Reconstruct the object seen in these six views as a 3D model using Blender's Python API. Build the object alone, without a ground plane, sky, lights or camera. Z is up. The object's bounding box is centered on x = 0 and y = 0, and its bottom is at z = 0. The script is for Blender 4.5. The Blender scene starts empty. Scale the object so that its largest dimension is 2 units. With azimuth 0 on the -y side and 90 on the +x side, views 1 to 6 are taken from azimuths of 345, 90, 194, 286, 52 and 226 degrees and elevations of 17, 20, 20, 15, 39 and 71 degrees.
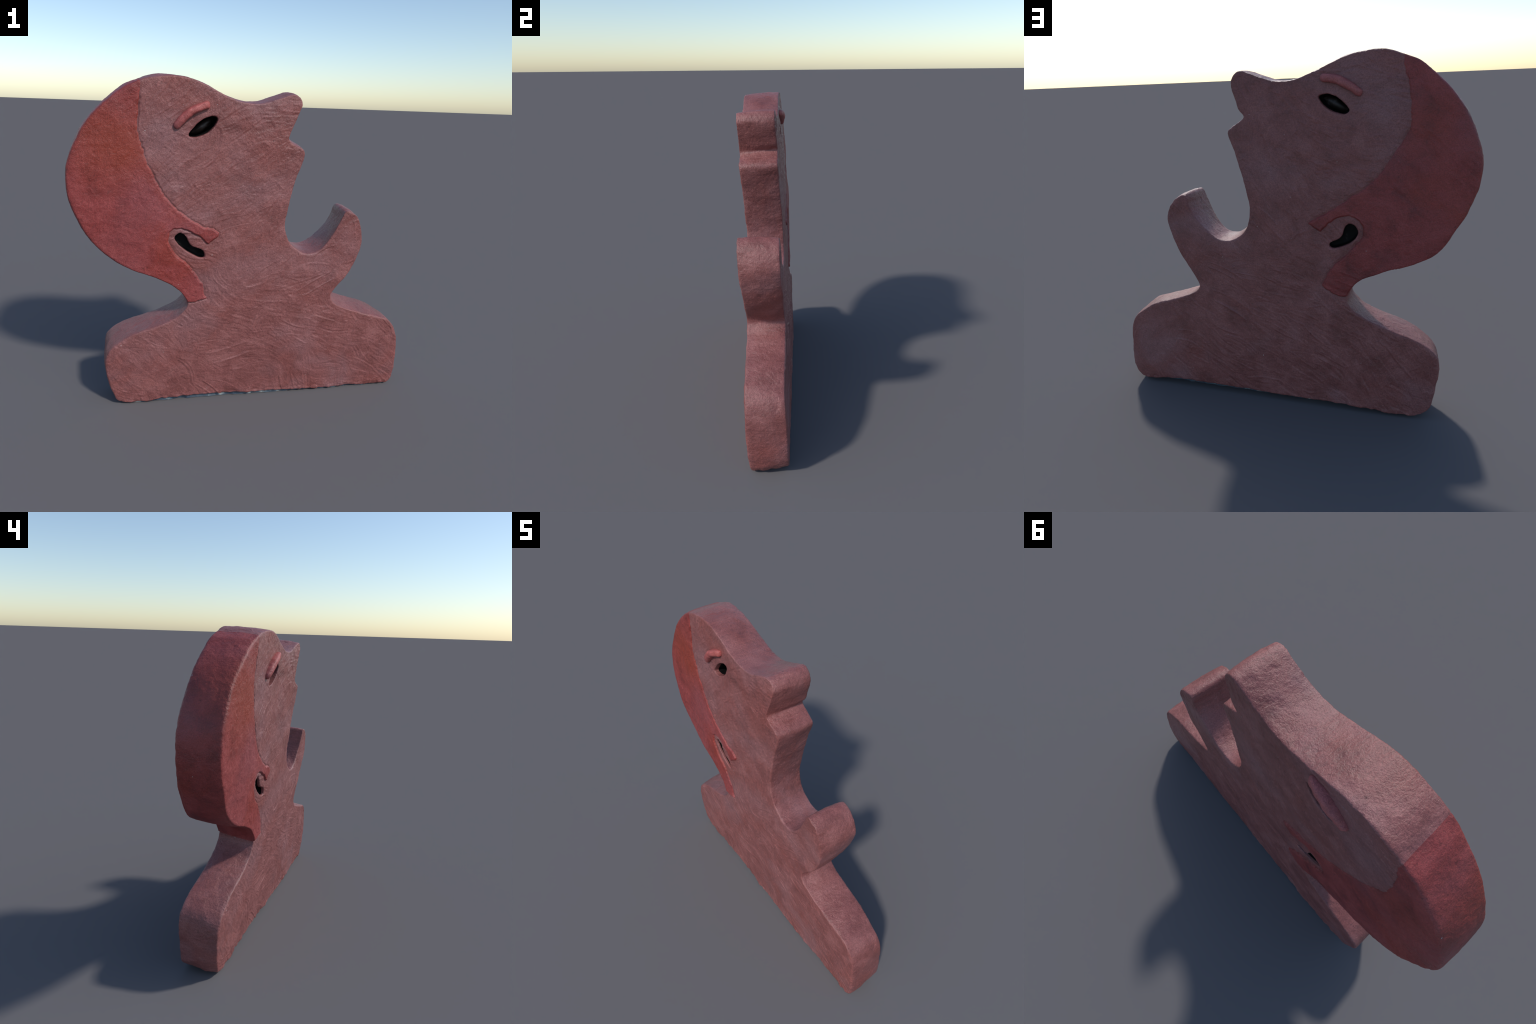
"""Painted clay slab sculpture: a head in profile, thrown back with the mouth wide open.

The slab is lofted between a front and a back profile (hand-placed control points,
one short list per stretch of the outline), carved with eye and ear hollows,
fused and rounded with a voxel remesh, then modelled over with brush strokes.
The finished skin is one continuous surface that is separated into named parts.
"""
import bpy
import math
import numpy as np
from mathutils import Vector

rng = np.random.default_rng(7)

# ---------------------------------------------------------------- profiles
# (stretch of the outline, front-face points (x, z), back-face points (x, z))
PROFILE = [
    ('forehead', [(-0.627, 1.857), (-0.537, 1.879), (-0.446, 1.887), (-0.354, 1.873), (-0.268, 1.841), (-0.184, 1.800), (-0.096, 1.773), (-0.004, 1.771), (0.084, 1.798)],
        [(-0.618, 1.875), (-0.530, 1.900), (-0.438, 1.897), (-0.348, 1.877), (-0.262, 1.842), (-0.177, 1.807), (-0.088, 1.780), (0.003, 1.780), (0.092, 1.805)]),
    ('nose', [(0.172, 1.819), (0.204, 1.800), (0.214, 1.770), (0.201, 1.734), (0.189, 1.697), (0.175, 1.660), (0.161, 1.626)],
        [(0.181, 1.832), (0.212, 1.815), (0.229, 1.786), (0.228, 1.750), (0.217, 1.716), (0.203, 1.683), (0.192, 1.649)]),
    ('upper_lip', [(0.154, 1.592), (0.190, 1.563), (0.223, 1.549)],
        [(0.164, 1.614), (0.198, 1.582), (0.232, 1.562)]),
    ('palate', [(0.244, 1.525), (0.234, 1.460), (0.212, 1.397), (0.197, 1.332), (0.182, 1.268), (0.171, 1.202), (0.165, 1.136), (0.172, 1.070)],
        [(0.260, 1.538), (0.241, 1.474), (0.220, 1.411), (0.201, 1.347), (0.182, 1.283), (0.165, 1.218), (0.155, 1.152), (0.159, 1.086)]),
    ('mouth_floor', [(0.200, 1.011), (0.244, 0.968), (0.297, 0.939), (0.357, 0.944), (0.405, 0.980), (0.437, 1.032), (0.464, 1.087), (0.490, 1.142)],
        [(0.179, 1.023), (0.224, 0.978), (0.282, 0.953), (0.345, 0.957), (0.399, 0.990), (0.445, 1.034), (0.486, 1.083), (0.516, 1.139)]),
    ('jaw', [(0.519, 1.196), (0.586, 1.167), (0.617, 1.103), (0.633, 1.036), (0.632, 0.967), (0.615, 0.900), (0.589, 0.836), (0.551, 0.778), (0.508, 0.725)],
        [(0.539, 1.199), (0.595, 1.176), (0.639, 1.121), (0.654, 1.052), (0.640, 0.983), (0.614, 0.916), (0.584, 0.852), (0.547, 0.791), (0.510, 0.730)]),
    ('chest_slope', [(0.476, 0.664), (0.511, 0.611), (0.569, 0.581), (0.630, 0.559), (0.693, 0.540), (0.756, 0.522), (0.819, 0.503)],
        [(0.486, 0.666), (0.529, 0.626), (0.584, 0.601), (0.640, 0.580), (0.697, 0.561), (0.755, 0.546), (0.811, 0.523)]),
    ('arm_edge', [(0.881, 0.480), (0.935, 0.419), (0.963, 0.342), (0.971, 0.261), (0.975, 0.178), (0.976, 0.096)],
        [(0.862, 0.492), (0.933, 0.439), (0.969, 0.360), (0.976, 0.271), (0.986, 0.183), (0.981, 0.095)]),
    ('underside', [(0.955, 0.018), (0.604, 0.012), (0.259, 0.016), (-0.086, 0.023), (-0.431, 0.024)],
        [(0.935, 0.026), (0.595, 0.045), (0.265, 0.040), (-0.064, 0.035), (-0.394, 0.030)]),
    ('rear_arm_edge', [(-0.786, 0.018), (-0.819, 0.080), (-0.838, 0.152), (-0.850, 0.221), (-0.853, 0.292)],
        [(-0.745, 0.014), (-0.812, 0.052), (-0.841, 0.136), (-0.852, 0.221), (-0.860, 0.307)]),
    ('rear_shoulder', [(-0.831, 0.360), (-0.776, 0.416), (-0.711, 0.459), (-0.639, 0.490), (-0.564, 0.511), (-0.491, 0.540), (-0.425, 0.582)],
        [(-0.844, 0.392), (-0.783, 0.444), (-0.712, 0.478), (-0.636, 0.502), (-0.560, 0.527), (-0.486, 0.557), (-0.418, 0.597)]),
    ('nape', [(-0.380, 0.644), (-0.410, 0.714), (-0.465, 0.767), (-0.533, 0.806), (-0.604, 0.837), (-0.678, 0.864), (-0.747, 0.903), (-0.809, 0.951), (-0.864, 1.006), (-0.909, 1.071), (-0.942, 1.142), (-0.971, 1.215), (-0.989, 1.283), (-0.990, 1.361)],
        [(-0.369, 0.659), (-0.390, 0.729), (-0.440, 0.783), (-0.508, 0.813), (-0.576, 0.843), (-0.650, 0.862), (-0.725, 0.892), (-0.794, 0.928), (-0.845, 0.982), (-0.877, 1.049), (-0.916, 1.112), (-0.948, 1.179), (-0.974, 1.249), (-0.989, 1.322)]),
    ('crown', [(-0.984, 1.439), (-0.963, 1.507), (-0.934, 1.572), (-0.899, 1.634), (-0.855, 1.690), (-0.804, 1.740), (-0.750, 1.786), (-0.691, 1.826)],
        [(-0.988, 1.396), (-0.971, 1.474), (-0.945, 1.549), (-0.909, 1.620), (-0.863, 1.685), (-0.812, 1.746), (-0.753, 1.800), (-0.690, 1.849)]),
]
# hair line, hollows and brows, as (x, z) on the front and the back face
HAIR_FRONT = [(-0.609, 1.847), (-0.614, 1.798), (-0.622, 1.744), (-0.621, 1.707), (-0.630, 1.671), (-0.626,
    1.624), (-0.619, 1.573), (-0.599, 1.501), (-0.585, 1.458), (-0.560, 1.409), (-0.539, 1.359),
    (-0.511, 1.308), (-0.481, 1.266), (-0.436, 1.214), (-0.396, 1.186), (-0.349, 1.146), (-0.302,
    1.120), (-0.295, 1.114), (-0.242, 1.104), (-0.204, 1.080), (-0.213, 1.056), (-0.267, 1.014),
    (-0.283, 1.031), (-0.312, 1.057), (-0.347, 1.078), (-0.388, 1.099), (-0.419, 1.106), (-0.450,
    1.107), (-0.474, 1.090), (-0.483, 1.061), (-0.484, 1.031), (-0.465, 0.994), (-0.441, 0.956),
    (-0.403, 0.921), (-0.367, 0.885), (-0.342, 0.850), (-0.320, 0.814), (-0.298, 0.785), (-0.288,
    0.741), (-0.281, 0.705), (-0.267, 0.682), (-0.322, 0.668), (-0.374, 0.660)]
HAIR_BACK = [(-0.616, 1.875), (-0.616, 1.845), (-0.625, 1.802), (-0.641, 1.766), (-0.649, 1.719), (-0.656,
    1.676), (-0.660, 1.624), (-0.659, 1.572), (-0.655, 1.539), (-0.627, 1.490), (-0.591, 1.440),
    (-0.550, 1.373), (-0.509, 1.318), (-0.446, 1.257), (-0.385, 1.219), (-0.309, 1.165), (-0.263,
    1.137), (-0.223, 1.115), (-0.158, 1.079), (-0.192, 1.057), (-0.226, 1.036), (-0.243, 1.052),
    (-0.270, 1.080), (-0.310, 1.105), (-0.349, 1.119), (-0.388, 1.124), (-0.414, 1.110), (-0.443,
    1.085), (-0.450, 1.052), (-0.448, 1.019), (-0.426, 0.988), (-0.387, 0.945), (-0.351, 0.908),
    (-0.304, 0.864), (-0.274, 0.819), (-0.250, 0.775), (-0.234, 0.741), (-0.257, 0.718), (-0.302,
    0.696), (-0.340, 0.682), (-0.367, 0.691)]
EYE_FRONT = [(-0.375, 1.603), (-0.352, 1.636), (-0.325, 1.667), (-0.296, 1.687), (-0.267, 1.698), (-0.242,
    1.701), (-0.226, 1.692), (-0.233, 1.669), (-0.251, 1.644), (-0.276, 1.622), (-0.305, 1.606),
    (-0.334, 1.596), (-0.364, 1.597)]
EYE_BACK = [(-0.217, 1.701), (-0.232, 1.710), (-0.267, 1.712), (-0.304, 1.699), (-0.337, 1.676), (-0.361,
    1.653), (-0.372, 1.634), (-0.352, 1.617), (-0.322, 1.621), (-0.283, 1.634), (-0.250, 1.655),
    (-0.228, 1.681)]
BROW_FRONT = [(-0.444, 1.640), (-0.412, 1.678), (-0.376, 1.712), (-0.336, 1.736), (-0.299, 1.752), (-0.268,
    1.759)]
BROW_BACK = [(-0.228, 1.785), (-0.267, 1.785), (-0.310, 1.777), (-0.353, 1.756), (-0.393, 1.731), (-0.428,
    1.706)]
EAR_FRONT = [(-0.449, 1.049), (-0.444, 1.067), (-0.426, 1.080), (-0.406, 1.078), (-0.388, 1.059), (-0.375,
    1.033), (-0.357, 1.006), (-0.332, 0.995), (-0.304, 0.986), (-0.286, 0.967), (-0.284, 0.937),
    (-0.310, 0.935), (-0.346, 0.952), (-0.381, 0.973), (-0.413, 1.000), (-0.437, 1.027)]
EAR_BACK = [(-0.350, 1.044), (-0.362, 1.071), (-0.379, 1.082), (-0.405, 1.073), (-0.420, 1.054), (-0.422,
    1.031), (-0.406, 1.003), (-0.377, 0.978), (-0.344, 0.963), (-0.311, 0.952), (-0.284, 0.952),
    (-0.275, 0.969), (-0.297, 0.984), (-0.327, 1.002), (-0.343, 1.020)]

# ---------------------------------------------------------------- slab planes
def swell(x, z, bumps):
    return sum(a * np.exp(-(((x - cx) / rx) ** 2 + ((z - cz) / rz) ** 2)) for cx, cz, rx, rz, a in bumps)


# hand-pressed clay: each face is a leaning plane with a few broad swellings (x, z, radii, height)
FRONT_SWELL = [(0.58, 1.12, 0.16, 0.20, -0.018),      # lower jaw flares forward
               (0.36, 0.36, 0.46, 0.36, -0.023),      # chest
               (0.90, 0.20, 0.20, 0.22, -0.010),
               (-0.65, 0.35, 0.2, 0.2, -0.005),
               (0.00, 0.75, 0.25, 0.22, -0.007),      # throat
               (0.12, 1.60, 0.15, 0.13, -0.006),      # cheek by the nostril
               (-0.80, 0.95, 0.19, 0.18, 0.014),      # hair falls away at the nape
               (-0.66, 1.42, 0.16, 0.22, -0.006),
               (-0.52, 0.82, 0.14, 0.12, 0.007),
               (-0.96, 1.68, 0.14, 0.22, 0.009)]
BACK_SWELL = [(-0.20, 1.20, 0.50, 0.60, 0.010),
              (-0.62, 1.30, 0.20, 0.25, 0.007),
              (0.00, 0.40, 0.30, 0.20, 0.006),
              (-0.80, 0.05, 0.22, 0.25, -0.014),
              (0.45, 0.38, 0.28, 0.20, 0.008),
              (0.00, 0.00, 0.60, 0.08, -0.004),
              (0.60, 1.05, 0.12, 0.2, 0.006),
              (0.95, 0.25, 0.12, 0.2, 0.006)]


def front_y(x, z):
    return -0.0600 - 0.0443 * x - 0.0639 * z + swell(x, z, FRONT_SWELL)


def back_y(x, z):
    return 0.1597 - 0.060 * x - 0.0635 * z + swell(x, z, BACK_SWELL)


HALF = 0.105          # half thickness of the slab before it is leaned into place
VOXEL = 0.0036


# ---------------------------------------------------------------- small maths
def spline(points, per_span, closed=True):
    """Centripetal Catmull-Rom through 2D control points."""
    p = np.array(points, float)
    n = len(p)
    out = []
    spans = n if closed else n - 1
    for i in range(spans):
        if closed:
            q = [p[(i + k - 1) % n] for k in range(4)]
        else:
            q = [p[min(max(i + k - 1, 0), n - 1)] for k in range(4)]
            if i == 0:
                q[0] = 2 * q[1] - q[2]
            if i == spans - 1:
                q[3] = 2 * q[2] - q[1]
        t = [0.0]
        for k in range(3):
            t.append(t[-1] + max(np.linalg.norm(q[k + 1] - q[k]), 1e-6) ** 0.5)
        for s in range(per_span):
            u = t[1] + (t[2] - t[1]) * s / per_span
            a1 = (t[1] - u) / (t[1] - t[0]) * q[0] + (u - t[0]) / (t[1] - t[0]) * q[1]
            a2 = (t[2] - u) / (t[2] - t[1]) * q[1] + (u - t[1]) / (t[2] - t[1]) * q[2]
            a3 = (t[3] - u) / (t[3] - t[2]) * q[2] + (u - t[2]) / (t[3] - t[2]) * q[3]
            b1 = (t[2] - u) / (t[2] - t[0]) * a1 + (u - t[0]) / (t[2] - t[0]) * a2
            b2 = (t[3] - u) / (t[3] - t[1]) * a2 + (u - t[1]) / (t[3] - t[1]) * a3
            out.append((t[2] - u) / (t[2] - t[1]) * b1 + (u - t[1]) / (t[2] - t[1]) * b2)
    if not closed:
        out.append(p[-1])
    return np.array(out)


def hash3(ix, iy, iz, seed):
    h = (ix.astype(np.int64) * 374761393 + iy.astype(np.int64) * 668265263
         + iz.astype(np.int64) * 2147483647 + seed * 1274126177) & 0xFFFFFFFF
    h = ((h ^ (h >> 13)) * 1274126177) & 0xFFFFFFFF
    h = ((h ^ (h >> 16)) * 2246822519) & 0xFFFFFFFF
    return ((h ^ (h >> 15)) & 0xFFFFFF) / float(0xFFFFFF) * 2.0 - 1.0


def noise3(p, scale, seed=0):
    """Value noise in -1..1 at points p (n, 3)."""
    q = p * scale
    i = np.floor(q)
    f = q - i
    f = f * f * f * (f * (f * 6 - 15) + 10)
    i = i.astype(np.int64)
    r = 0.0
    for dx in (0, 1):
        wx = f[:, 0] if dx else 1 - f[:, 0]
        for dy in (0, 1):
            wy = f[:, 1] if dy else 1 - f[:, 1]
            for dz in (0, 1):
                wz = f[:, 2] if dz else 1 - f[:, 2]
                r = r + wx * wy * wz * hash3(i[:, 0] + dx, i[:, 1] + dy, i[:, 2] + dz, seed)
    return r


def fractal(p, scale, octaves=3, seed=0, gain=0.5):
    r, a = 0.0, 1.0
    for o in range(octaves):
        r = r + a * noise3(p, scale * 2.03 ** o, seed + o * 17)
        a *= gain
    return r


def polygon_distance(pts, poly):
    """Signed distance (negative inside) and vector to the nearest border point."""
    n = len(pts)
    best = np.full(n, 1e9)
    vec = np.zeros((n, 2))
    inside = np.zeros(n, bool)
    a = poly
    b = np.roll(poly, -1, axis=0)
    x, z = pts[:, 0], pts[:, 1]
    for (ax, az), (bx, bz) in zip(a, b):
        ex, ez = bx - ax, bz - az
        t = np.clip(((x - ax) * ex + (z - az) * ez) / (ex * ex + ez * ez + 1e-12), 0, 1)
        dx, dz = ax + t * ex - x, az + t * ez - z
        d = dx * dx + dz * dz
        m = d < best
        best[m] = d[m]
        vec[m, 0], vec[m, 1] = dx[m], dz[m]
        if az != bz:
            c = ((az > z) != (bz > z)) & (x < ex * (z - az) / (bz - az) + ax)
            inside ^= c
    return np.where(inside, -1, 1) * np.sqrt(best), vec


def smoothstep(a, b, x):
    t = np.clip((x - a) / (b - a), 0, 1)
    return t * t * (3 - 2 * t)


# ---------------------------------------------------------------- raw slab
front_ctrl = [q for _, f, _ in PROFILE for q in f]
back_ctrl = [q for _, _, b in PROFILE for q in b]
CF = spline(front_ctrl, 7)
CB = spline(back_ctrl, 7)


def outward(c):
    t = np.roll(c, -1, 0) - np.roll(c, 1, 0)
    nrm = np.stack([-t[:, 1], t[:, 0]], 1)          # outline runs clockwise seen from the front
    return nrm / (np.linalg.norm(nrm, axis=1, keepdims=True) + 1e-9)


def make_mesh(name, verts, faces):
    me = bpy.data.meshes.new(name)
    me.from_pydata([tuple(v) for v in verts], [], [tuple(f) for f in faces])
    me.update()
    return me


def prism(name, poly, y0, y1):
    n = len(poly)
    v = [(x, y0, z) for x, z in poly] + [(x, y1, z) for x, z in poly]
    f = [tuple(range(n)), tuple(range(2 * n - 1, n - 1, -1))]
    for i in range(n):
        j = (i + 1) % n
        f.append((i, i + n, j + n, j))
    me = make_mesh(name, v, f)
    import bmesh
    bm = bmesh.new()
    bm.from_mesh(me)
    bmesh.ops.recalc_face_normals(bm, faces=bm.faces)
    bm.to_mesh(me)
    bm.free()
    ob = bpy.data.objects.new(name, me)
    bpy.context.scene.collection.objects.link(ob)
    return ob


def slab():
    layers = np.linspace(0, 1, 9)
    n = len(CF)
    verts = []
    for t in layers:
        c = CF * (1 - t) + CB * t
        o = outward(c)
        belly = 4 * t * (1 - t)
        down = np.clip(-o[:, 1], 0, 1) * (c[:, 1] < 0.08)
        low = np.exp(-((t - 0.36) / 0.2) ** 2)
        out = 0.006 * belly * (1 - down) + 0.016 * low * down
        c = c + o * out[:, None] + np.stack([0.006 * np.maximum(smoothstep(-0.5, 0.2, c[:, 0]), smoothstep(1.35, 1.6, c[:, 1])), 0.002 + 0 * c[:, 1]], 1)
        y = -HALF + 2 * HALF * t
        verts += [(x, y, z) for x, z in c]
    faces = [tuple(range(n)), tuple(range(len(verts) - 1, len(verts) - n - 1, -1))]
    for k in range(len(layers) - 1):
        for i in range(n):
            j = (i + 1) % n
            faces.append((k * n + i, (k + 1) * n + i, (k + 1) * n + j, k * n + j))
    me = make_mesh("raw_slab", verts, faces)
    import bmesh
    bm = bmesh.new()
    bm.from_mesh(me)
    bmesh.ops.recalc_face_normals(bm, faces=bm.faces)
    bm.to_mesh(me)
    bm.free()
    ob = bpy.data.objects.new("raw_slab", me)
    bpy.context.scene.collection.objects.link(ob)
    return ob


EYE_DEPTH, EYE_DEPTH_BACK, EAR_DEPTH = 0.092, 0.070, 0.046
eye_f, eye_b = spline(EYE_FRONT, 3), spline(EYE_BACK, 3)
ear_f, ear_b = spline(EAR_FRONT, 3), spline(EAR_BACK, 3)
raw = slab()
cutters = [
    prism("cut", eye_f, -HALF - 0.05, -HALF + EYE_DEPTH),
    prism("cut", eye_b, HALF - EYE_DEPTH_BACK, HALF + 0.05),
    prism("cut", ear_f, -HALF - 0.05, -HALF + EAR_DEPTH),
    prism("cut", ear_b, HALF - EAR_DEPTH, HALF + 0.05),
]
for c in cutters:
    m = raw.modifiers.new("carve", 'BOOLEAN')
    m.operation, m.object, m.solver = 'DIFFERENCE', c, 'EXACT'
m = raw.modifiers.new("fuse", 'REMESH')
m.mode, m.voxel_size, m.use_smooth_shade = 'VOXEL', VOXEL, True
dg = bpy.context.evaluated_depsgraph_get()
ev = raw.evaluated_get(dg)
em = ev.to_mesh()
nv = len(em.vertices)
P = np.empty(nv * 3)
em.vertices.foreach_get("co", P)
P = P.reshape(-1, 3).copy()
nf = len(em.polygons)
tot = np.empty(nf, np.int32)
em.polygons.foreach_get("loop_total", tot)
loops = np.empty(len(em.loops), np.int32)
em.loops.foreach_get("vertex_index", loops)
assert (tot == 4).all()
FACES = loops.reshape(-1, 4).copy()
ev.to_mesh_clear()
for ob in cutters + [raw]:
    me = ob.data
    bpy.data.objects.remove(ob)
    bpy.data.meshes.remove(me)

# round every edge a little: uniform smoothing over the quad edges
E0 = FACES.ravel()
E1 = np.roll(FACES, -1, axis=1).ravel()
VAL = np.bincount(E0, minlength=nv) + np.bincount(E1, minlength=nv)


def relax(a, times, w=0.5):
    for _ in range(times):
        s = np.stack([np.bincount(E0, a[E1, k], nv) + np.bincount(E1, a[E0, k], nv)
                      for k in range(a.shape[1])], 1)
        a = a * (1 - w) + w * s / VAL[:, None]
    return a


P = relax(P, 9)
# the cap of hair and the shoulders are worn rounder than the face
soft = np.maximum(smoothstep(-0.5, -0.7, P[:, 0]) * smoothstep(0.75, 0.95, P[:, 2]),
                  0.6 * smoothstep(0.6, 0.5, P[:, 2]) * smoothstep(0.5, 0.7, np.abs(P[:, 0])))[:, None]
P = P * (1 - soft) + soft * relax(P, 34)
S = np.clip((P[:, 1] + HALF) / (2 * HALF), 0, 1)      # 0 front face .. 1 back face
XZ = P[:, [0, 2]].copy()


# ---------------------------------------------------------------- hair region
def ragged(poly, seed, amp=0.0030):
    c = np.array(poly)
    d = np.r_[0, np.cumsum(np.hypot(*np.diff(c, axis=0).T))]
    n = int(d[-1] / 0.006)
    t = np.linspace(0, d[-1], n)
    c = np.stack([np.interp(t, d, c[:, k]) for k in (0, 1)], 1)
    q = np.c_[c, np.zeros(n)]
    c[:, 0] += amp * fractal(q, 48, 3, seed, 0.7)
    c[:, 1] += amp * fractal(q, 48, 3, seed + 5, 0.7)
    return c


OUTER = [(-0.50, 0.67), (-0.80, 0.74), (-1.2, 0.80), (-1.3, 1.5), (-1.0, 2.1), (-0.64, 2.1)]   # beyond the slab
hair_f = np.vstack([ragged(HAIR_FRONT, 3), [(-0.40, 0.655)], OUTER])
hair_b = np.vstack([ragged(HAIR_BACK, 9), [(-0.40, 0.685)], OUTER])
SDF, VF = polygon_distance(XZ, hair_f)
SDB, VB = polygon_distance(XZ, hair_b)
HAIR = (1 - S) * SDF + S * SDB


def face_mean(a):
    return a[FACES].mean(1)


hair_face = face_mean(HAIR) < 0
touch_in = np.zeros(nv, bool)
touch_out = np.zeros(nv, bool)
touch_in[FACES[hair_face].ravel()] = True
touch_out[FACES[~hair_face].ravel()] = True
border = touch_in & touch_out
shift = (1 - S[:, None]) * VF + S[:, None] * VB
length = np.linalg.norm(shift, axis=1, keepdims=True)
shift = shift * np.minimum(1, 0.8 * VOXEL / (length + 1e-9))
P[border, 0] += shift[border, 0]
P[border, 2] += shift[border, 1]
HAIR[border] *= 0.2

# ---------------------------------------------------------------- lean into place
x, z = P[:, 0], P[:, 2]
P[:, 1] = front_y(x, z) * (1 - S) + back_y(x, z) * S


def vertex_normals(p):
    a, b, c, d = (p[FACES[:, k]] for k in range(4))
    fn = np.cross(c - a, d - b)
    out = np.stack([sum(np.bincount(FACES[:, k], fn[:, j], nv) for k in range(4)) for j in range(3)], 1)
    return out / (np.linalg.norm(out, axis=1, keepdims=True) + 1e-12)


N0 = vertex_normals(P)
on_front = smoothstep(0.75, 0.97, -N0[:, 1]) * (S < 0.06)
on_back = smoothstep(0.75, 0.97, N0[:, 1]) * (S > 0.94)
on_rim = 1 - np.maximum(on_front, on_back)

# ---------------------------------------------------------------- brush strokes
RES = 0.0022
GX, GZ = int(2.06 / RES), int(1.98 / RES)


def stroke_field(hints, seed, count):
    """Height map of overlapping brush strokes that follow a few direction hints."""
    r = np.random.default_rng(seed)
    h = np.zeros((GX, GZ))
    hx = np.array([(a, b) for a, b, _ in hints])
    ha = np.radians([c for _, _, c in hints])
    for _ in range(count):
        c = np.array([r.uniform(-1.0, 1.0), r.uniform(0.0, 1.92)])
        w = 1 / (((hx - c) ** 2).sum(1) + 0.01) ** 1.5
        ang = 0.5 * math.atan2((w * np.sin(2 * ha)).sum(), (w * np.cos(2 * ha)).sum()) + r.normal(0, 0.22)
        ln, wd = r.uniform(0.10, 0.38), r.uniform(0.022, 0.08)
        bend = r.normal(0, 1.6)
        rad = int((ln * 0.62 + wd) / RES)
        ci, cj = int((c[0] + 1.03) / RES), int((c[1] + 0.02) / RES)
        i0, i1, j0, j1 = max(ci - rad, 0), min(ci + rad, GX), max(cj - rad, 0), min(cj + rad, GZ)
        if i1 - i0 < 4 or j1 - j0 < 4:
            continue
        gx, gz = np.meshgrid(np.arange(i0, i1) * RES - 1.03 - c[0], np.arange(j0, j1) * RES - 0.02 - c[1], indexing='ij')
        u = gx * math.cos(ang) + gz * math.sin(ang)
        v = -gx * math.sin(ang) + gz * math.cos(ang) - bend * u * u
        # bristle furrows: 1D noise across the stroke, drifting slowly along it
        vv = v + 0.004 * np.sin(u * r.uniform(10, 30) + r.uniform(0, 6))
        k = 48
        tab = r.normal(0, 1, k)
        fine = np.interp(vv / (0.0062 * r.uniform(0.8, 1.4)) + 24, np.arange(k), tab)
        scratch = np.interp(vv / 0.0085 + 24, np.arange(k), (r.random(k) < 0.16) * r.uniform(-1.8, 0.6, k))
        tab2 = r.normal(0, 1, k)
        broad = np.interp(vv / wd * 2.5 + 24, np.arange(k), tab2)
        prof = r.normal(0, 0.45) + 0.42 * fine + 0.5 * broad + scratch
        edge = np.abs(v) / (wd / 2)
        a = 1 - smoothstep(0.8, 1.05, edge)
        a = a * smoothstep(-ln / 2, -ln / 5, u) * (1 - smoothstep(ln / 2 - 0.012, ln / 2, u))
        lip = np.exp(-((edge - 0.97) / 0.14) ** 2) * smoothstep(-ln / 2, 0, u) * (u < ln / 2) * abs(r.normal(0, 1.1))
        push = np.exp(-((u - ln / 2) / 0.005) ** 2) * (edge < 1) * abs(r.normal(0, 0.5))
        a *= r.uniform(0.55, 1.0)
        hh = h[i0:i1, j0:j1]
        h[i0:i1, j0:j1] = hh * (1 - a) + a * prof + lip * (1 - a * 0.3) * r.choice([0.4, 1.0]) + push
    return np.clip(h, -2.6, 3.2)


def sample(h, xz):
    gx = np.clip((xz[:, 0] + 1.03) / RES, 0, GX - 1.001)
    gz = np.clip((xz[:, 1] + 0.02) / RES, 0, GZ - 1.001)
    i, j = gx.astype(int), gz.astype(int)
    fx, fz = gx - i, gz - j
    return (h[i, j] * (1 - fx) * (1 - fz) + h[i + 1, j] * fx * (1 - fz)
            + h[i, j + 1] * (1 - fx) * fz + h[i + 1, j + 1] * fx * fz)


FLOW_FRONT = [(-0.35, 1.35, 45), (0.0, 1.35, 55), (0.1, 1.65, 10), (-0.3, 1.15, 8), (-0.45, 1.6, 60), (-0.1, 1.55, 30),
              (0.0, 0.95, 60), (-0.25, 0.8, -55), (0.2, 0.7, -10), (0.35, 0.85, 45), (0.55, 1.0, 50), (0.0, 0.5, -5),
              (0.2, 0.45, -30), (-0.1, 0.3, 0), (0.3, 0.25, -75), (0.6, 0.3, -32), (0.6, 0.08, 2), (-0.6, 0.3, -45),
              (-0.5, 0.1, -60), (-0.8, 1.2, 80), (0.8, 0.3, -50)]
FLOW_BACK = [(0.1, 1.65, 70), (0.0, 1.35, 75), (-0.4, 1.4, 5), (-0.3, 1.75, 10), (0.0, 1.0, 60), (0.3, 0.9, 30),
             (0.55, 1.0, 70), (0.0, 0.7, 8), (0.2, 0.4, 25), (-0.2, 0.4, 30), (-0.5, 0.3, 50), (-0.1, 0.15, 12),
             (0.5, 0.25, 35), (0.8, 0.3, 85), (-0.8, 1.2, 70), (-0.7, 0.2, 60)]
strokes_f = stroke_field(FLOW_FRONT, 21, 900)
strokes_b = stroke_field(FLOW_BACK, 33, 900)

in_hair = smoothstep(0.002, -0.006, HAIR)
near = np.exp(-((HAIR - 0.001) / 0.0042) ** 2)
groove_var = 0.55 + 0.45 * noise3(P, 13, 71)
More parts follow.
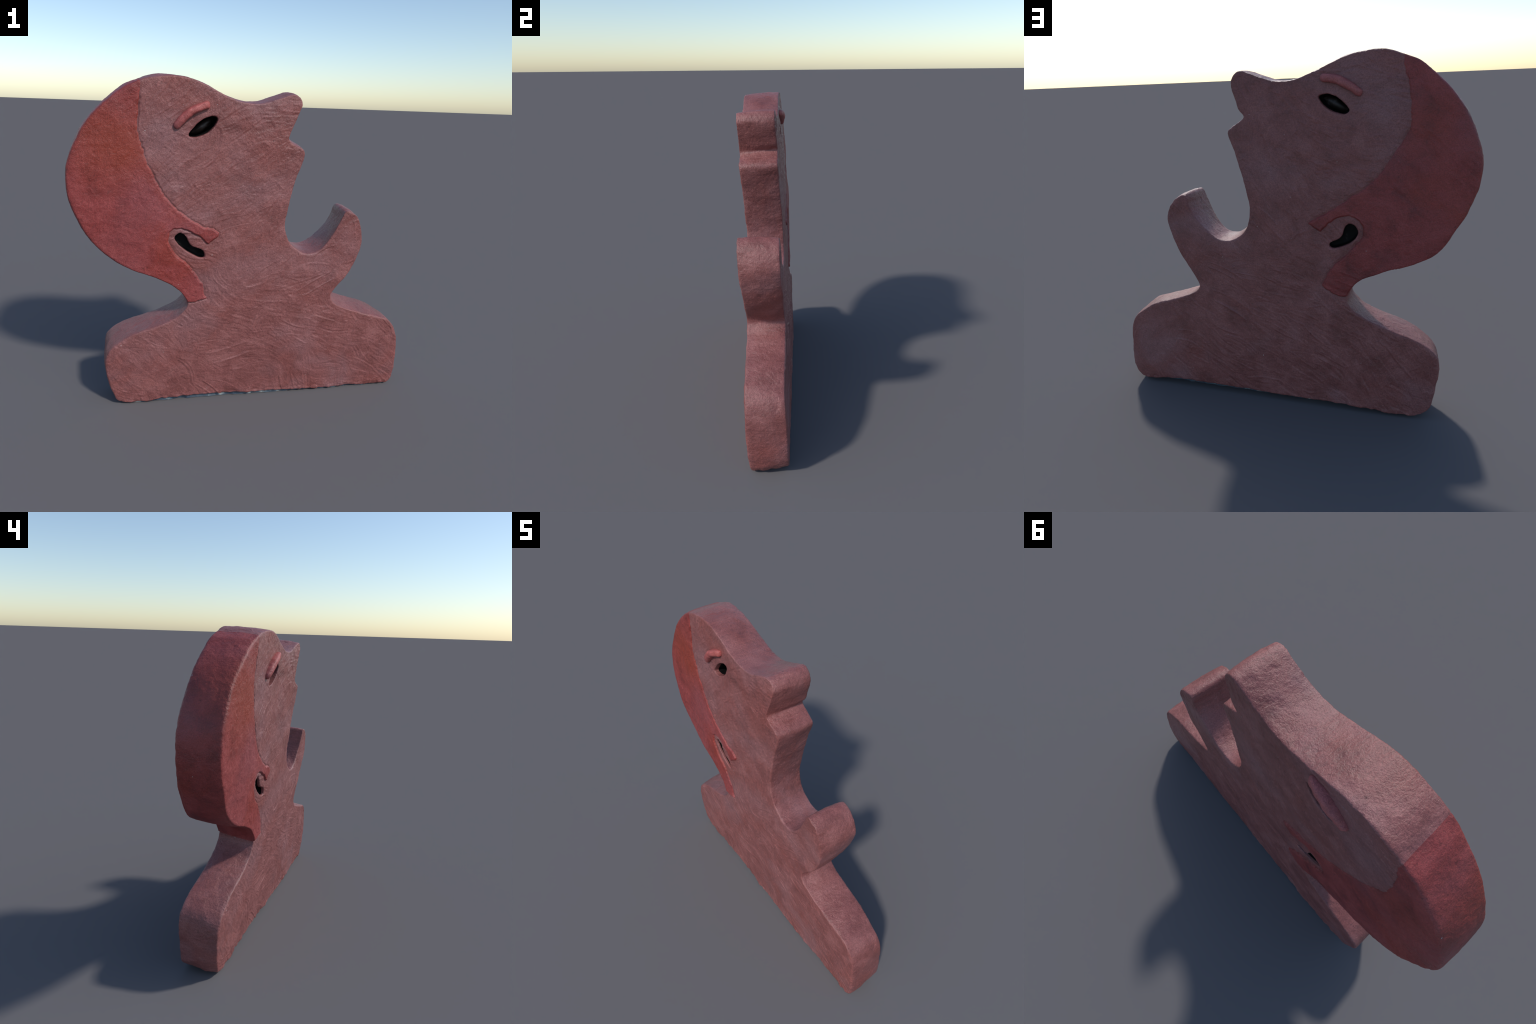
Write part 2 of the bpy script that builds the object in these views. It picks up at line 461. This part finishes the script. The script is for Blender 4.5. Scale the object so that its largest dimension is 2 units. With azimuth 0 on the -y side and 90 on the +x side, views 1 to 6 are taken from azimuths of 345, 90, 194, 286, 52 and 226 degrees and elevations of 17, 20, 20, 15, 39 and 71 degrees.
# lower lock and sideburn are laid on thicker than the cap of hair
lower_lock = smoothstep(1.30, 1.05, P[:, 2])
lift = in_hair * (0.0012 + 0.0065 * lower_lock)
hgt = on_front * sample(strokes_f, P[:, [0, 2]]) + on_back * 1.15 * sample(strokes_b, P[:, [0, 2]])
hgt = hgt * 0.00115 * (1 - 0.55 * in_hair)
hgt += (lift - 0.0070 * near * groove_var) * np.maximum(on_front, on_back)
hgt += 0.0030 * fractal(P, 5.5, 3, 5) + 0.0010 * fractal(P, 34, 3, 11) + 0.0005 * fractal(P, 110, 2, 15)
hgt += on_rim * (0.0009 * fractal(P, 14, 2, 41) + 0.0004 * fractal(P, 90, 2, 43))
for v in rng.choice(nv, 260, replace=False):          # finger dents and small air holes
    r = rng.uniform(0.003, 0.010)
    box = np.abs(P - P[v]).max(1) < 3 * r
    d2 = ((P[box] - P[v]) ** 2).sum(1)
    hgt[box] -= rng.uniform(0.1, 0.32) * r * np.exp(-d2 / (r * r))
crumble = smoothstep(0.07, 0.015, P[:, 2])
hgt += crumble * 0.006 * fractal(P, 22, 3, 61)
P = P + N0 * hgt[:, None]
P[:, 2] = np.maximum(P[:, 2], 0.004)
N = vertex_normals(P)

# ---------------------------------------------------------------- materials
def material(name):
    m = bpy.data.materials.new(name)
    m.use_nodes = True
    nt = m.node_tree
    nt.nodes.clear()
    out = nt.nodes.new('ShaderNodeOutputMaterial')
    bsdf = nt.nodes.new('ShaderNodeBsdfPrincipled')
    nt.links.new(bsdf.outputs[0], out.inputs[0])
    tc = nt.nodes.new('ShaderNodeTexCoord')
    return m, nt, bsdf, tc.outputs['Object']


def noise_node(nt, vec, scale, detail=4, rough=0.55, dist=0.0):
    n = nt.nodes.new('ShaderNodeTexNoise')
    n.inputs['Scale'].default_value = scale
    n.inputs['Detail'].default_value = detail
    n.inputs['Roughness'].default_value = rough
    n.inputs['Distortion'].default_value = dist
    nt.links.new(vec, n.inputs['Vector'])
    return n.outputs[0]


def ramp(nt, fac, stops):
    n = nt.nodes.new('ShaderNodeValToRGB')
    e = n.color_ramp.elements
    while len(e) < len(stops):
        e.new(0.5)
    for el, (pos, col) in zip(e, stops):
        el.position = pos
        el.color = (*col, 1) if len(col) == 3 else col
    nt.links.new(fac, n.inputs[0])
    return n.outputs[0]


def grey(nt, fac, a, b):
    return ramp(nt, fac, [(a, (0, 0, 0)), (b, (1, 1, 1))])


def mix(nt, fac, a, b, mode='MIX'):
    n = nt.nodes.new('ShaderNodeMix')
    n.data_type, n.blend_type = 'RGBA', mode
    for sock, val in ((n.inputs[0], fac), (n.inputs[6], a), (n.inputs[7], b)):
        if isinstance(val, bpy.types.NodeSocket):
            nt.links.new(val, sock)
        elif isinstance(val, (int, float)):
            sock.default_value = val
        else:
            sock.default_value = (*val, 1)
    return n.outputs[2]


def math_node(nt, op, a, b):
    n = nt.nodes.new('ShaderNodeMath')
    n.operation = op
    for sock, val in zip(n.inputs, (a, b)):
        if isinstance(val, bpy.types.NodeSocket):
            nt.links.new(val, sock)
        else:
            sock.default_value = val
    return n.outputs[0]


def bristles(nt, vec, cell_scale, streak):
    """Streak noise whose direction changes from one patch of brushwork to the next."""
    wob = nt.nodes.new('ShaderNodeTexNoise')
    wob.inputs['Scale'].default_value = 7
    nt.links.new(vec, wob.inputs['Vector'])
    add = nt.nodes.new('ShaderNodeMix')
    add.data_type = 'VECTOR'
    add.inputs[0].default_value = 0.12
    nt.links.new(vec, add.inputs[4])
    nt.links.new(wob.outputs['Color'], add.inputs[5])
    vor = nt.nodes.new('ShaderNodeTexVoronoi')
    vor.inputs['Scale'].default_value = cell_scale
    nt.links.new(add.outputs[1], vor.inputs['Vector'])
    sep = nt.nodes.new('ShaderNodeSeparateColor')
    nt.links.new(vor.outputs['Color'], sep.inputs[0])
    ang = math_node(nt, 'MULTIPLY', sep.outputs[0], 3.1)
    rot = nt.nodes.new('ShaderNodeVectorRotate')
    rot.rotation_type = 'Y_AXIS'
    nt.links.new(vec, rot.inputs['Vector'])
    nt.links.new(ang, rot.inputs['Angle'])
    mp = nt.nodes.new('ShaderNodeMapping')
    mp.inputs['Scale'].default_value = (streak, 1.0, 0.12 * streak)
    nt.links.new(rot.outputs[0], mp.inputs['Vector'])
    return noise_node(nt, mp.outputs[0], 1.0, 4, 0.6, 0.4)


def painted_clay(name, dark, mid, light, greyed, warm, rough, streak_amount, patch=None):
    m, nt, bsdf, vec = material(name)
    big = noise_node(nt, vec, 2.6, 3, 0.5, 0.3)
    med = noise_node(nt, vec, 9.0, 4, 0.6, 0.4)
    col = ramp(nt, med, [(0.28, dark), (0.5, mid), (0.74, light)])
    col = mix(nt, grey(nt, big, 0.50, 0.68), col, mix(nt, 0.55, col, greyed))
    big2 = noise_node(nt, vec, 3.3, 3, 0.55, 0.6)
    col = mix(nt, grey(nt, big2, 0.54, 0.70), col, mix(nt, 0.45, col, warm))
    if patch:                                   # one broad patch of a second paint colour
        centre, radius, tint = patch
        dist = nt.nodes.new('ShaderNodeVectorMath')
        dist.operation = 'DISTANCE'
        nt.links.new(vec, dist.inputs[0])
        dist.inputs[1].default_value = centre
        d = math_node(nt, 'ADD', math_node(nt, 'DIVIDE', dist.outputs['Value'], radius),
                      math_node(nt, 'MULTIPLY', big, 0.5))
        col = mix(nt, ramp(nt, d, [(0.45, (0.75, 0.75, 0.75)), (0.98, (0, 0, 0))]), col, tint)
    st = bristles(nt, vec, 6.5, 95)
    col = mix(nt, streak_amount, col, ramp(nt, st, [(0.25, (0.22, 0.2, 0.2)), (0.75, (0.78, 0.78, 0.78))]), 'OVERLAY')
    grain = noise_node(nt, vec, 170, 3, 0.7)
    col = mix(nt, 0.5, col, ramp(nt, grain, [(0.25, (0.15, 0.15, 0.15)), (0.75, (0.85, 0.85, 0.85))]), 'OVERLAY')
    # stray dark flecks
    fleck = noise_node(nt, vec, 38, 2, 0.5)
    col = mix(nt, grey(nt, fleck, 0.70, 0.80), col, mix(nt, 0.5, col, tuple(0.35 * c for c in dark)))
    # a few pale chips where the paint is lost
    chip = noise_node(nt, vec, 47, 2, 0.5)
    col = mix(nt, grey(nt, chip, 0.785, 0.80), col, (0.42, 0.36, 0.35))
    nt.links.new(col, bsdf.inputs['Base Color'])
    nt.links.new(ramp(nt, med, [(0.3, (rough - 0.06,) * 3), (0.7, (rough + 0.08,) * 3)]), bsdf.inputs['Roughness'])
    bsdf.inputs['Specular IOR Level'].default_value = 0.5
    bump = nt.nodes.new('ShaderNodeBump')
    bump.inputs['Strength'].default_value = 0.55
    bump.inputs['Distance'].default_value = 0.004
    h = math_node(nt, 'ADD', math_node(nt, 'MULTIPLY', st, 0.6), math_node(nt, 'MULTIPLY', grain, 1.2))
    h = math_node(nt, 'ADD', h, math_node(nt, 'MULTIPLY', noise_node(nt, vec, 60, 3, 0.6), 0.7))
    nt.links.new(h, bump.inputs['Height'])
    nt.links.new(bump.outputs[0], bsdf.inputs['Normal'])
    return m


SKIN = painted_clay("pink_clay", (0.172, 0.055, 0.050), (0.226, 0.077, 0.072), (0.285, 0.110, 0.104),
                    (0.260, 0.128, 0.134), (0.240, 0.063, 0.051), 0.42, 0.22)
HAIR_MAT = painted_clay("red_clay", (0.150, 0.024, 0.023), (0.245, 0.040, 0.037), (0.305, 0.060, 0.057),
                        (0.265, 0.068, 0.074), (0.280, 0.037, 0.020), 0.47, 0.10,
                        patch=((-0.72, -0.12, 1.55), 0.42, (0.245, 0.036, 0.017)))
BROW_MAT = painted_clay("salmon_clay", (0.29, 0.066, 0.062), (0.365, 0.088, 0.083), (0.42, 0.12, 0.115),
                        (0.37, 0.12, 0.12), (0.35, 0.075, 0.062), 0.52, 0.10)


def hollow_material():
    m, nt, bsdf, vec = material("hollow_painted_shadow")
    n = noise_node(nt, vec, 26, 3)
    nt.links.new(ramp(nt, n, [(0.3, (0.002, 0.0018, 0.0018)), (0.62, (0.005, 0.004, 0.004)), (0.78, (0.03, 0.028, 0.028))]),  # base colour blackened to carry the deep shadow inside the hollows
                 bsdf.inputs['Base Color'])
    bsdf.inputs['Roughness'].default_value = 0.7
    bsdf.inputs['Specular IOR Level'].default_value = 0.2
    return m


def plate_material():
    m, nt, bsdf, vec = material("grey_blue_residue")
    n = noise_node(nt, vec, 14, 4)
    nt.links.new(ramp(nt, n, [(0.40, (0.045, 0.065, 0.095)), (0.56, (0.09, 0.12, 0.15)), (0.66, (0.42, 0.45, 0.43))]),
                 bsdf.inputs['Base Color'])
    bsdf.inputs['Roughness'].default_value = 0.8
    return m


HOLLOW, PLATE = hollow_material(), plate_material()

# ---------------------------------------------------------------- parts
root = bpy.data.objects.new("clay_head_sculpture", None)
bpy.context.scene.collection.objects.link(root)
root["label"] = "flat pink clay head with red hair shouting upward"
root["category"] = "sculpture"


def add_part(name, me, mat, parent=root):
    me.materials.append(mat)
    ob = bpy.data.objects.new(name, me)
    ob.parent = parent
    bpy.context.scene.collection.objects.link(ob)
    return ob


cx, cz, cs = face_mean(P[:, 0]), face_mean(P[:, 2]), face_mean(S)
centre = np.stack([cx, cz], 1)
depth_f = face_mean(P[:, 1] - front_y(P[:, 0], P[:, 2]))
depth_b = face_mean(back_y(P[:, 0], P[:, 2]) - P[:, 1])


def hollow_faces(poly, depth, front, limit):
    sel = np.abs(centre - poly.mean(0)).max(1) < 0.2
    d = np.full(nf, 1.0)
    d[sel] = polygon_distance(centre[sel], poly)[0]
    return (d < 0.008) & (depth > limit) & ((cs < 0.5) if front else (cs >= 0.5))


REGION = np.zeros(nf, int)                     # 0 head
jaw_line = 0.78 - 0.6 * (cx - 0.30)
REGION[(cz < 1.02 - 0.35 * (cx + 0.1)) & (cz < 1.25)] = 1          # neck
REGION[(cx > 0.20) & (cz < 1.3) & (cz > jaw_line) & (cz > 0.66)] = 2   # lower jaw
REGION[cz < 0.60 + 0.05 * cx] = 3              # torso
REGION[hair_face] = 4
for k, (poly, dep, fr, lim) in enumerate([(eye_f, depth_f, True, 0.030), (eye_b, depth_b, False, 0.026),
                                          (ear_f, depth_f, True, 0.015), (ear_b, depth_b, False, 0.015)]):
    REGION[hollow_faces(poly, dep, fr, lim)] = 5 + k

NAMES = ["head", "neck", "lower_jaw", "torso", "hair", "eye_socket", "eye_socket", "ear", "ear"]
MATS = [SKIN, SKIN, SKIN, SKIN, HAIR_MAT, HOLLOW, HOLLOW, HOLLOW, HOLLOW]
part_objects = []
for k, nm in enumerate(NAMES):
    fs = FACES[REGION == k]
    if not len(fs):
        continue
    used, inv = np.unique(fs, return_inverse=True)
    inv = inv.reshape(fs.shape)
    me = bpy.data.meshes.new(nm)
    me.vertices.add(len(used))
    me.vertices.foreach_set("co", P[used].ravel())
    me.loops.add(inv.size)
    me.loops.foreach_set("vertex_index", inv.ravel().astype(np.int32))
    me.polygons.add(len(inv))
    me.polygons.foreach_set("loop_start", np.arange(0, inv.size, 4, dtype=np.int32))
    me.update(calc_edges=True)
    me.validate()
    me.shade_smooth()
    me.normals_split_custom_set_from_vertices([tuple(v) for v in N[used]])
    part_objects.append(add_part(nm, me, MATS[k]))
head = part_objects[0]


# eyebrows: a rolled strip of clay pressed on to each side
def eyebrow(points, front, seed):
    c = spline(points, 12, closed=False)
    n, m = len(c), 20
    t = np.gradient(c, axis=0)
    t /= np.linalg.norm(t, axis=1, keepdims=True)
    q = np.stack([-t[:, 1], t[:, 0]], 1)
    if q[:, 1].mean() < 0:
        q = -q
    verts = []
    for i in range(n):
        u = i / (n - 1)
        end = min(u, 1 - u)
        taper = min(1.0, 0.45 + 2.2 * math.sqrt(end) if end < 0.0625 else 1.0)
        taper *= 0.86 + 0.14 * math.sin(math.pi * min(1, u * 1.2))
        w, h = 0.0215 * taper, 0.043 * taper * (0.5 + 0.5 * math.sin(math.pi * u) ** 0.6)
        for j in range(m):
            a = 2 * math.pi * j / m
            ca, sa = math.cos(a), math.sin(a)
            ca = math.copysign(abs(ca) ** 0.75, ca)
            sa = math.copysign(abs(sa) ** 0.75, sa)
            xx, zz = c[i] + q[i] * w * ca
            base = front_y(xx, zz) if front else back_y(xx, zz)
            verts.append((xx, base + (-1 if front else 1) * h * sa * (0.8 if sa > 0 else 0.5), zz))
    verts = np.array(verts)
    d = fractal(verts, 45, 3, seed) * 0.0022
    mid = np.repeat(verts.reshape(n, m, 3).mean(1), m, axis=0)
    o = verts - mid
    verts = verts + o / (np.linalg.norm(o, axis=1, keepdims=True) + 1e-9) * d[:, None]
    faces = [(i * m + j, i * m + (j + 1) % m, (i + 1) * m + (j + 1) % m, (i + 1) * m + j)
             for i in range(n - 1) for j in range(m)]
    faces += [tuple(range(m)), tuple(range(n * m - 1, (n - 1) * m - 1, -1))]
    me = make_mesh("eyebrow", verts, faces)
    import bmesh
    bm = bmesh.new()
    bm.from_mesh(me)
    bmesh.ops.recalc_face_normals(bm, faces=bm.faces)
    bm.to_mesh(me)
    bm.free()
    me.shade_smooth()
    return me


add_part("eyebrow", eyebrow(BROW_FRONT, True, 4), BROW_MAT)
add_part("eyebrow", eyebrow(BROW_BACK, False, 8), BROW_MAT)


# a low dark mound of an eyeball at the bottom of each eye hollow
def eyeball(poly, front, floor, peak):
    c = poly.mean(0)
    rings, n = 8, len(poly)
    verts = []
    for k in range(rings + 1):
        a = 0.5 * math.pi * k / rings
        for q in poly:
            xx, zz = c + (q - c) * 0.86 * math.cos(a) if k < rings else c + (q - c) * 0.02
            depth = floor + 0.01 - (floor + 0.01 - peak) * math.sin(a)
            verts.append((xx, front_y(xx, zz) + depth if front else back_y(xx, zz) - depth, zz))
    faces = [(k * n + i, k * n + (i + 1) % n, (k + 1) * n + (i + 1) % n, (k + 1) * n + i)
             for k in range(rings) for i in range(n)]
    faces += [tuple(range(n)), tuple(range((rings + 1) * n - 1, rings * n - 1, -1))]
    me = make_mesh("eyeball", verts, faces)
    import bmesh
    bm = bmesh.new()
    bm.from_mesh(me)
    bmesh.ops.recalc_face_normals(bm, faces=bm.faces)
    bm.to_mesh(me)
    bm.free()
    me.shade_smooth()
    return me


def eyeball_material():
    m, nt, bsdf, vec = material("dark_brown_glaze")
    n = noise_node(nt, vec, 24, 3)
    nt.links.new(ramp(nt, n, [(0.38, (0.008, 0.005, 0.004)), (0.58, (0.022, 0.014, 0.012)), (0.70, (0.07, 0.062, 0.06))]),
                 bsdf.inputs['Base Color'])
    bsdf.inputs['Roughness'].default_value = 0.5
    return m


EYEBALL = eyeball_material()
eyes = [o for o in part_objects if o.name.startswith("eye")]
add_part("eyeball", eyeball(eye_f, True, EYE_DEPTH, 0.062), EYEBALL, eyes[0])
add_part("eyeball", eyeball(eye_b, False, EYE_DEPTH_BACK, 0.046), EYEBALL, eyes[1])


# residue left under the slab: a thin ragged sheet the sculpture stands on
def base_sheet():
    nx, ny = 240, 24
    verts, faces = [], []
    xs = np.linspace(-0.735, 0.925, nx)
    for i, xx in enumerate(xs):
        q = np.array([[xx, 0, 0]])
        r1 = 0.007 * fractal(q, 16, 3, 3)[0]
        r2 = 0.007 * fractal(q, 16, 3, 13)[0]
        y0, y1 = front_y(xx, 0.0) + 0.016 + r1, back_y(xx, 0.0) - 0.055 + r2
        for s in (0, 1):
            for j in range(ny):
                yy = y0 + (y1 - y0) * j / (ny - 1)
                verts.append((xx, yy, 0.0 if s == 0 else 0.030))
    w = 2 * ny
    for i in range(nx - 1):
        a, b = i * w, (i + 1) * w
        for j in range(ny - 1):
            faces.append((a + j, a + j + 1, b + j + 1, b + j))
            faces.append((a + ny + j, b + ny + j, b + ny + j + 1, a + ny + j + 1))
        faces.append((a, b, b + ny, a + ny))
        faces.append((a + ny - 1, a + w - 1, b + w - 1, b + ny - 1))
    for j in range(ny - 1):
        faces.append((j, j + ny, j + ny + 1, j + 1))
        e = (nx - 1) * w
        faces.append((e + j, e + j + 1, e + j + ny + 1, e + j + ny))
    return make_mesh("base_sheet", verts, faces)


add_part("base_sheet", base_sheet(), PLATE)
